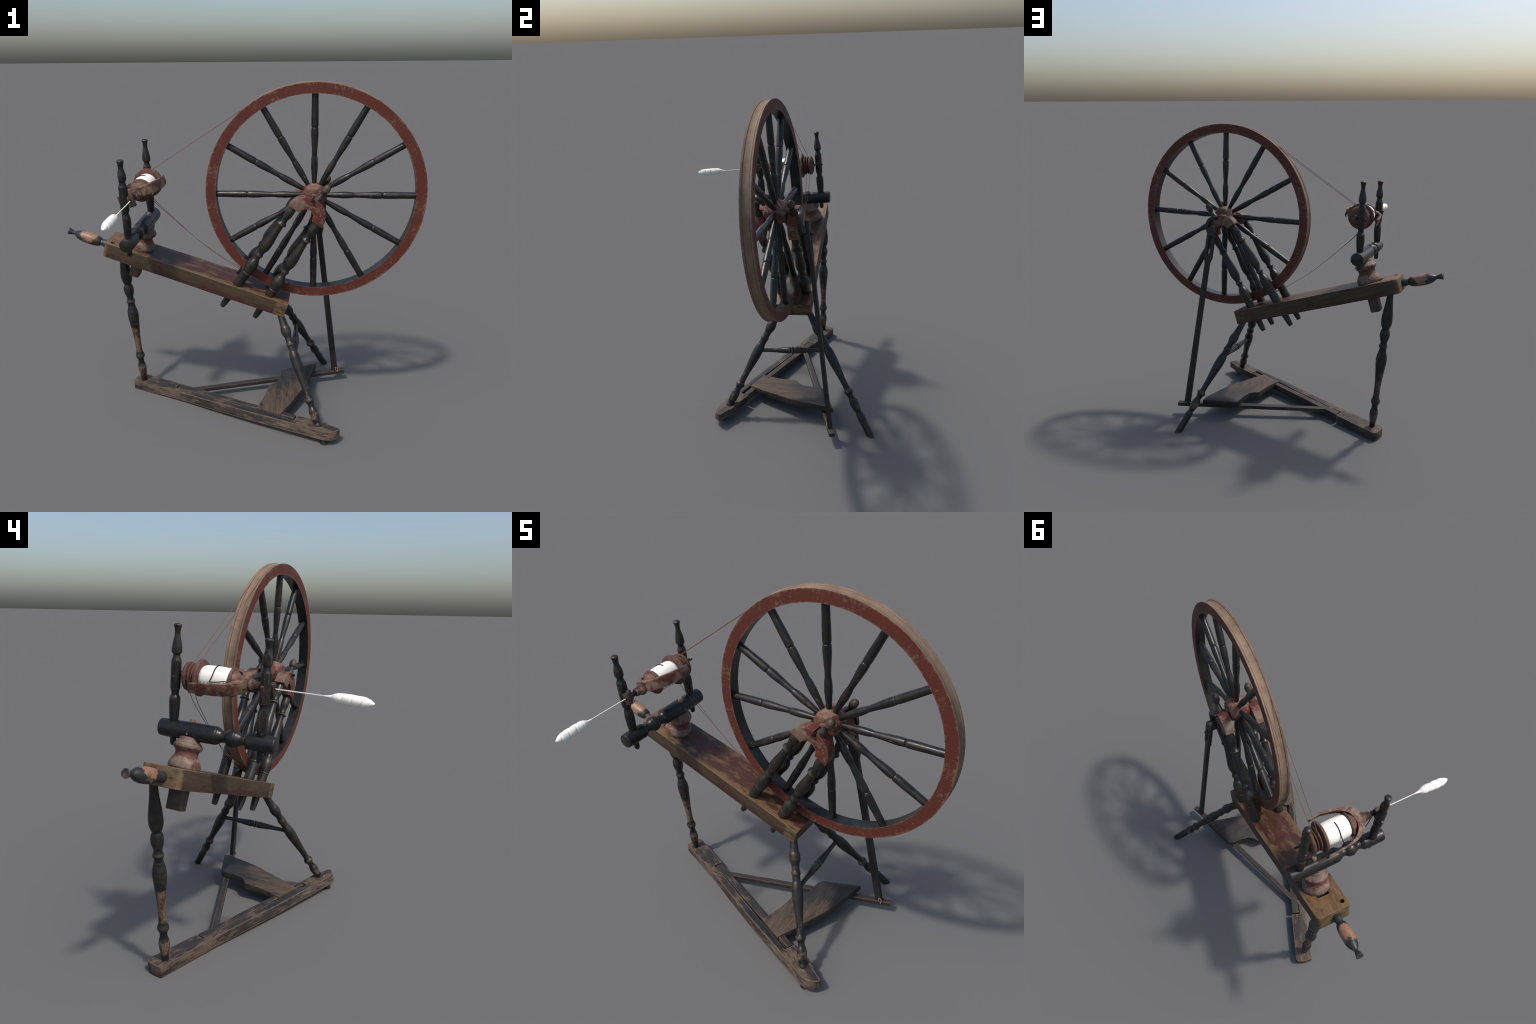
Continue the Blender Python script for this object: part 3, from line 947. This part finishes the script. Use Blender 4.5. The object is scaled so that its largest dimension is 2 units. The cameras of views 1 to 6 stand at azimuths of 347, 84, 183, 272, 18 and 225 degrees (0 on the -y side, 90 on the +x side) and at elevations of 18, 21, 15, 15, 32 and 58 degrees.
# ------------------------------------------------------------------ drawn yarn and wool roll
w0, w1 = V((-.688, -.295, 1.393)), V((-.758, -.498, 1.373))
start = O0 - FA * .006 - V((0, 0, .001))
ply = []
for ph in (0, math.pi):
    pts = []
    n = 130
    d = w0 - start
    a = d.normalized().orthogonal().normalized(); b = d.normalized().cross(a)
    for k in range(n + 1):
        t = k / n
        an = ph + 2 * math.pi * 12 * t
        pts.append(start + d * t + (a * math.cos(an) + b * math.sin(an)) * .0017)
    ply.append(tube("p", pts, .0017, 6))
roll_parts = ply
woolyarn = add("plied_yarn", join_meshes("plied_yarn", ply), 'ply')

def roll_mesh():
    d = (w1 - w0); L = d.length
    bm = bmesh.new()
    seg, n = 36, 90
    rings = []
    base = [(0, .003), (.06, .0045), (.14, .0085), (.22, .0172), (.30, .0222), (.45, .0234), (.62, .0240), (.78, .0230), (.9, .0160), (.965, .0085), (1, .002)]
    pr = smooth_profile([(z * L, r) for z, r in base], L / n)
    for z, r in pr:
        u = z / L
        ring = []
        for k in range(seg):
            a = 2 * math.pi * k / seg
            sp = (u * 5.2 + a / (2 * math.pi) * .55) % 1           # coils of the rolled fleece
            bump = 1 - .13 * max(0, 1 - min(sp, 1 - sp) / .16) ** 1.2 * min(1, max(0, (u - .2) * 8))
            bump *= 1 + .05 * mnoise.noise(V((math.cos(a) * 1.3, math.sin(a) * 1.3, u * 9)))
            ring.append(bm.verts.new((r * bump * math.cos(a), r * bump * math.sin(a), z)))
        rings.append(ring)
    for a, b in zip(rings, rings[1:]):
        for k in range(seg):
            bm.faces.new((a[k], a[(k + 1) % seg], b[(k + 1) % seg], b[k]))
    bm.faces.new(rings[0][::-1]); bm.faces.new(rings[-1])
    bmesh.ops.recalc_face_normals(bm, faces=bm.faces)
    me = bpy.data.meshes.new("wool_roll"); bm.to_mesh(me); bm.free()
    me.polygons.foreach_set("use_smooth", [True] * len(me.polygons))
    return me
add("wool_roll", roll_mesh(), 'wool', frame(w0, w1 - w0, (0, 0, 1)))

# ------------------------------------------------------------------ drive band: two turns round rim and whorls
def band():
    rr = R_OUT - .0062
    inv = WHEEL.inverted()
    whorls = [(inv @ (O0 + FA * .394), .0465), (inv @ (O0 + FA * .3660), .0475)]
    grooves = (.019, -.019)
    pts = []
    for i in (0, 1):
        (wa, ra_), (wb, rb_) = whorls[i], whorls[1 - i]
        g = grooves[i]
        d = math.hypot(wa.x, wa.z); base = math.atan2(wa.z, wa.x)
        up = base - math.acos((rr - ra_) / d)
        lo = math.radians(241)
        a = V((wa.x + ra_ * math.cos(up), wa.y, wa.z + ra_ * math.sin(up))); b = V((rr * math.cos(up), g, rr * math.sin(up)))
        pts += [a.lerp(b, k / 12) for k in range(12)]
        span = 2 * math.pi - (lo - up)
        n = 160
        pts += [V((rr * math.cos(up - span * k / n), g, rr * math.sin(up - span * k / n))) for k in range(n + 1)]
        # slack lower run bows outwards, over to the other whorl
        s0 = pts[-1]
        low = math.radians(215)
        s1 = V((wb.x + rb_ * math.cos(low), wb.y, wb.z + rb_ * math.sin(low)))
        way = [s0] + [V((x, s0.y + (s1.y - s0.y) * (x - s0.x) / (s1.x - s0.x), z)) for x, z in
                      ((-.44, -.469), (-.61, -.357), (-.735, -.252), (-.845, -.150), (-.940, -.055))] + [s1]
        pts += spline(way, 6)[1:]
        n = 16
        pts += [V((wb.x + rb_ * math.cos(low - (low - up) * k / n), wb.y, wb.z + rb_ * math.sin(low - (low - up) * k / n))) for k in range(1, n)]
    return pts
add("drive_band", tube("drive_band", band(), .0014, 6, True), 'cord', WHEEL)

# ------------------------------------------------------------------ floor rail, treadle axle, treadle, footman
ra, rb = V((-.605, .419, .0590)), V((.348, -.393, .0870))
RAIL = axes(ra, rb - ra, (.64855, .76117, 0))
def make_rail():
    out = [(-.070, .004), (-.060, -.039), (.3, -.037), (.75, -.050), (1.12, -.052), (1.27, -.052), (1.322, -.050), (1.350, -.040), (1.372, -.016), (1.386, .006), (1.375, .016), (1.302, .027),
           (1.292, .037), (1.108, .037), (1.108, -.019), (.75, -.009), (.42, .003), (.256, .001), (.252, .020), (.236, .022), (.236, .026), (.252, .026), (.254, .058), (.02, .064), (-.050, .067), (-.071, .050)]
    out = round_corners(out, [.018, .006, 0, 0, 0, .02, .02, .015, .01, .006, .004, .004, .002, 0, .001, 0, 0, 0, 0, 0, 0, 0, 0, .02, .012, .015], 5)
    out = densify(out, .03)
    bm = prism_bm(out, -.0575, 0)
    bmesh.ops.triangulate(bm, faces=[f for f in bm.faces if len(f.verts) > 4])
    bmesh.ops.subdivide_edges(bm, edges=[e for e in bm.edges if abs(e.verts[0].co.z - e.verts[1].co.z) > .01], cuts=2)
    bmesh.ops.dissolve_limit(bm, angle_limit=.001, verts=[], edges=[])
    me = finish(bm, "floor_rail", .0035, jitter=.0018, scale=9, segs=2)
    for v in me.vertices:
        k = min(1, max(0, (v.co.x - .25) / .7))
        low = min(1, max(0, (-v.co.z - .008) / .04))
        if v.co.y < -.01:
            v.co.y -= .013 * k * low
        v.co.z += .008 * k * low
    for v in me.vertices:            # nothing below the floor
        w = RAIL @ v.co
        if w.z < .0008:
            w.z = .0008
            v.co = RAIL.inverted() @ w
    return me
rail = add("floor_rail", make_rail(), 'rail', RAIL)
# dark worn plate on the near edge beside the treadle, dowel plug under the rail
plate = prism_bm(round_corners([(.71, -.0435), (1.095, -.0445), (1.095, -.0215), (.76, -.0115), (.70, -.0180)], .004), -.004, .0012)
add("worn_plate", finish(plate, "worn_plate", .001, jitter=.0006), 'plate', RAIL, rail)

def axle_bar():
    out = [(.262, .006), (.262, .055), (.45, .050), (.85, .0385), (1.10, .036), (1.10, .001), (.75, .0015), (.42, .008)]
    bm = prism_bm(densify(out, .05), -.046, .001)
    return finish(bm, "treadle_axle", .006, jitter=.0018, scale=11, segs=3)
axle = add("treadle_axle", axle_bar(), 'axle', RAIL)

# treadle board
tA, tB, tD, tE = V((.041, -.137, .0865)), V((.162, -.243, .092)), V((.318, .229, .1225)), V((.554, .238, .1330))
tc = (tA + tB + tD + tE) / 4
tn = (tE - tA).cross(tD - tB).normalized()
tn = tn if tn.z > 0 else -tn
tx = (tB + tE - tA - tD)
TRE = axes(tc, (tx - tn * tx.dot(tn)), tn.cross(tx))
ti = TRE.inverted()
# wavy board outline seen from above (world x, y)
tre_world = [(.041, -.138), (.084, -.080), (.120, -.030), (.150, .025), (.168, .070), (.190, .079), (.214, .084), (.245, .105), (.272, .150), (.292, .203), (.312, .231), (.335, .2375), (.44, .2375), (.554, .237),
             (.500, .150), (.447, .066), (.392, -.010), (.325, -.078), (.240, -.170), (.162, -.244)]
def tre_outline():
    o = []
    for x, y in tre_world:
        z = tc.z - (tn.x * (x - tc.x) + tn.y * (y - tc.y)) / tn.z
        p = ti @ V((x, y, z)); o.append((p.x, p.y))
    return o
bm = prism_bm(densify(tre_outline(), .04), -.040, 0)
pco, pno = ti @ V((.4, .205, tc.z)), ti.to_3x3() @ V((0, 1, 0))
bmesh.ops.bisect_plane(bm, geom=bm.verts[:] + bm.edges[:] + bm.faces[:], plane_co=pco, plane_no=pno)
for v in bm.verts:                       # far edge planed off at a slant
    y = (TRE @ v.co).y
    if v.co.z > -.01 and y > .205:
        v.co.z -= (y - .205) / .033 * .010
treadle = add("treadle", finish(bm, "treadle", .004, jitter=.001, scale=8), 'treadle', TRE)
# long bar of the treadle frame
b0, b1 = V((-.385, .2115, .0665)), V((.738, .192, .0845))
bd = b1 - b0
bm = prism_bm(densify([(0, -.003), (.03, -.016), (bd.length, -.0175), (bd.length, .0175), (.06, .0165)], .08), -.026, 0)
FB = axes(b0, bd, (0, 1, 0))
add("treadle_bar", finish(bm, "treadle_bar", .0025, jitter=.0015, scale=10), 'frame', FB, treadle)

# footman: slotted head, tapering shaft
f0, f1 = V((.671, .193, .084)), V((.466, .100, 1.340))
fd = f1 - f0
FM = frame(f0, fd, WX)
fl = fd.length
fo = [(-.0205, 0), (.0205, 0), (.0175, fl * .5), (.0165, fl - .262), (.019, fl - .250), (.0285, fl - .222), (.0295, fl - .12), (.0285, fl - .035), (.017, fl - .004), (.0, fl), (-.013, fl - .002),
      (-.027, fl - .030), (-.0285, fl - .12), (-.0285, fl - .222), (-.019, fl - .250), (-.0165, fl - .262), (-.0175, fl * .5)]
bm = bmesh.new()
lo = [bm.verts.new((x, -.0115, z)) for x, z in fo]; hi = [bm.verts.new((x, .0115, z)) for x, z in fo]
bm.faces.new(lo); bm.faces.new(hi[::-1])
for i in range(len(fo)):
    j = (i + 1) % len(fo)
    bm.faces.new((lo[i], lo[j], hi[j], hi[i]))
fm = finish(bm, "footman", .0022)
sl = bmesh.new()
so = round_corners([(-.0095, fl - .195), (.0095, fl - .195), (.0085, fl - .068), (-.0085, fl - .068)], .007, 4)
lo = [sl.verts.new((x, -.05, z)) for x, z in so]; hi = [sl.verts.new((x, .05, z)) for x, z in so]
sl.faces.new(lo); sl.faces.new(hi[::-1])
for i in range(len(so)):
    j = (i + 1) % len(so)
    sl.faces.new((lo[i], lo[j], hi[j], hi[i]))
bmesh.ops.recalc_face_normals(sl, faces=sl.faces)
slm = bpy.data.meshes.new("s"); sl.to_mesh(slm); sl.free()
fm = boolean_cut(fm, [slm])
foot = add("footman", fm, 'foot', FM)
tie = spline([f0 + V((.012, -.030, -.004)), f0 + V((.014, -.022, .016)), f0 + V((-.002, -.018, .026)), f0 + V((.004, -.024, .004)), f0 + V((.02, -.012, -.004))], 6)
add("leather_tie", tube("leather_tie", tie, .0028, 6), 'dowel', None, foot)
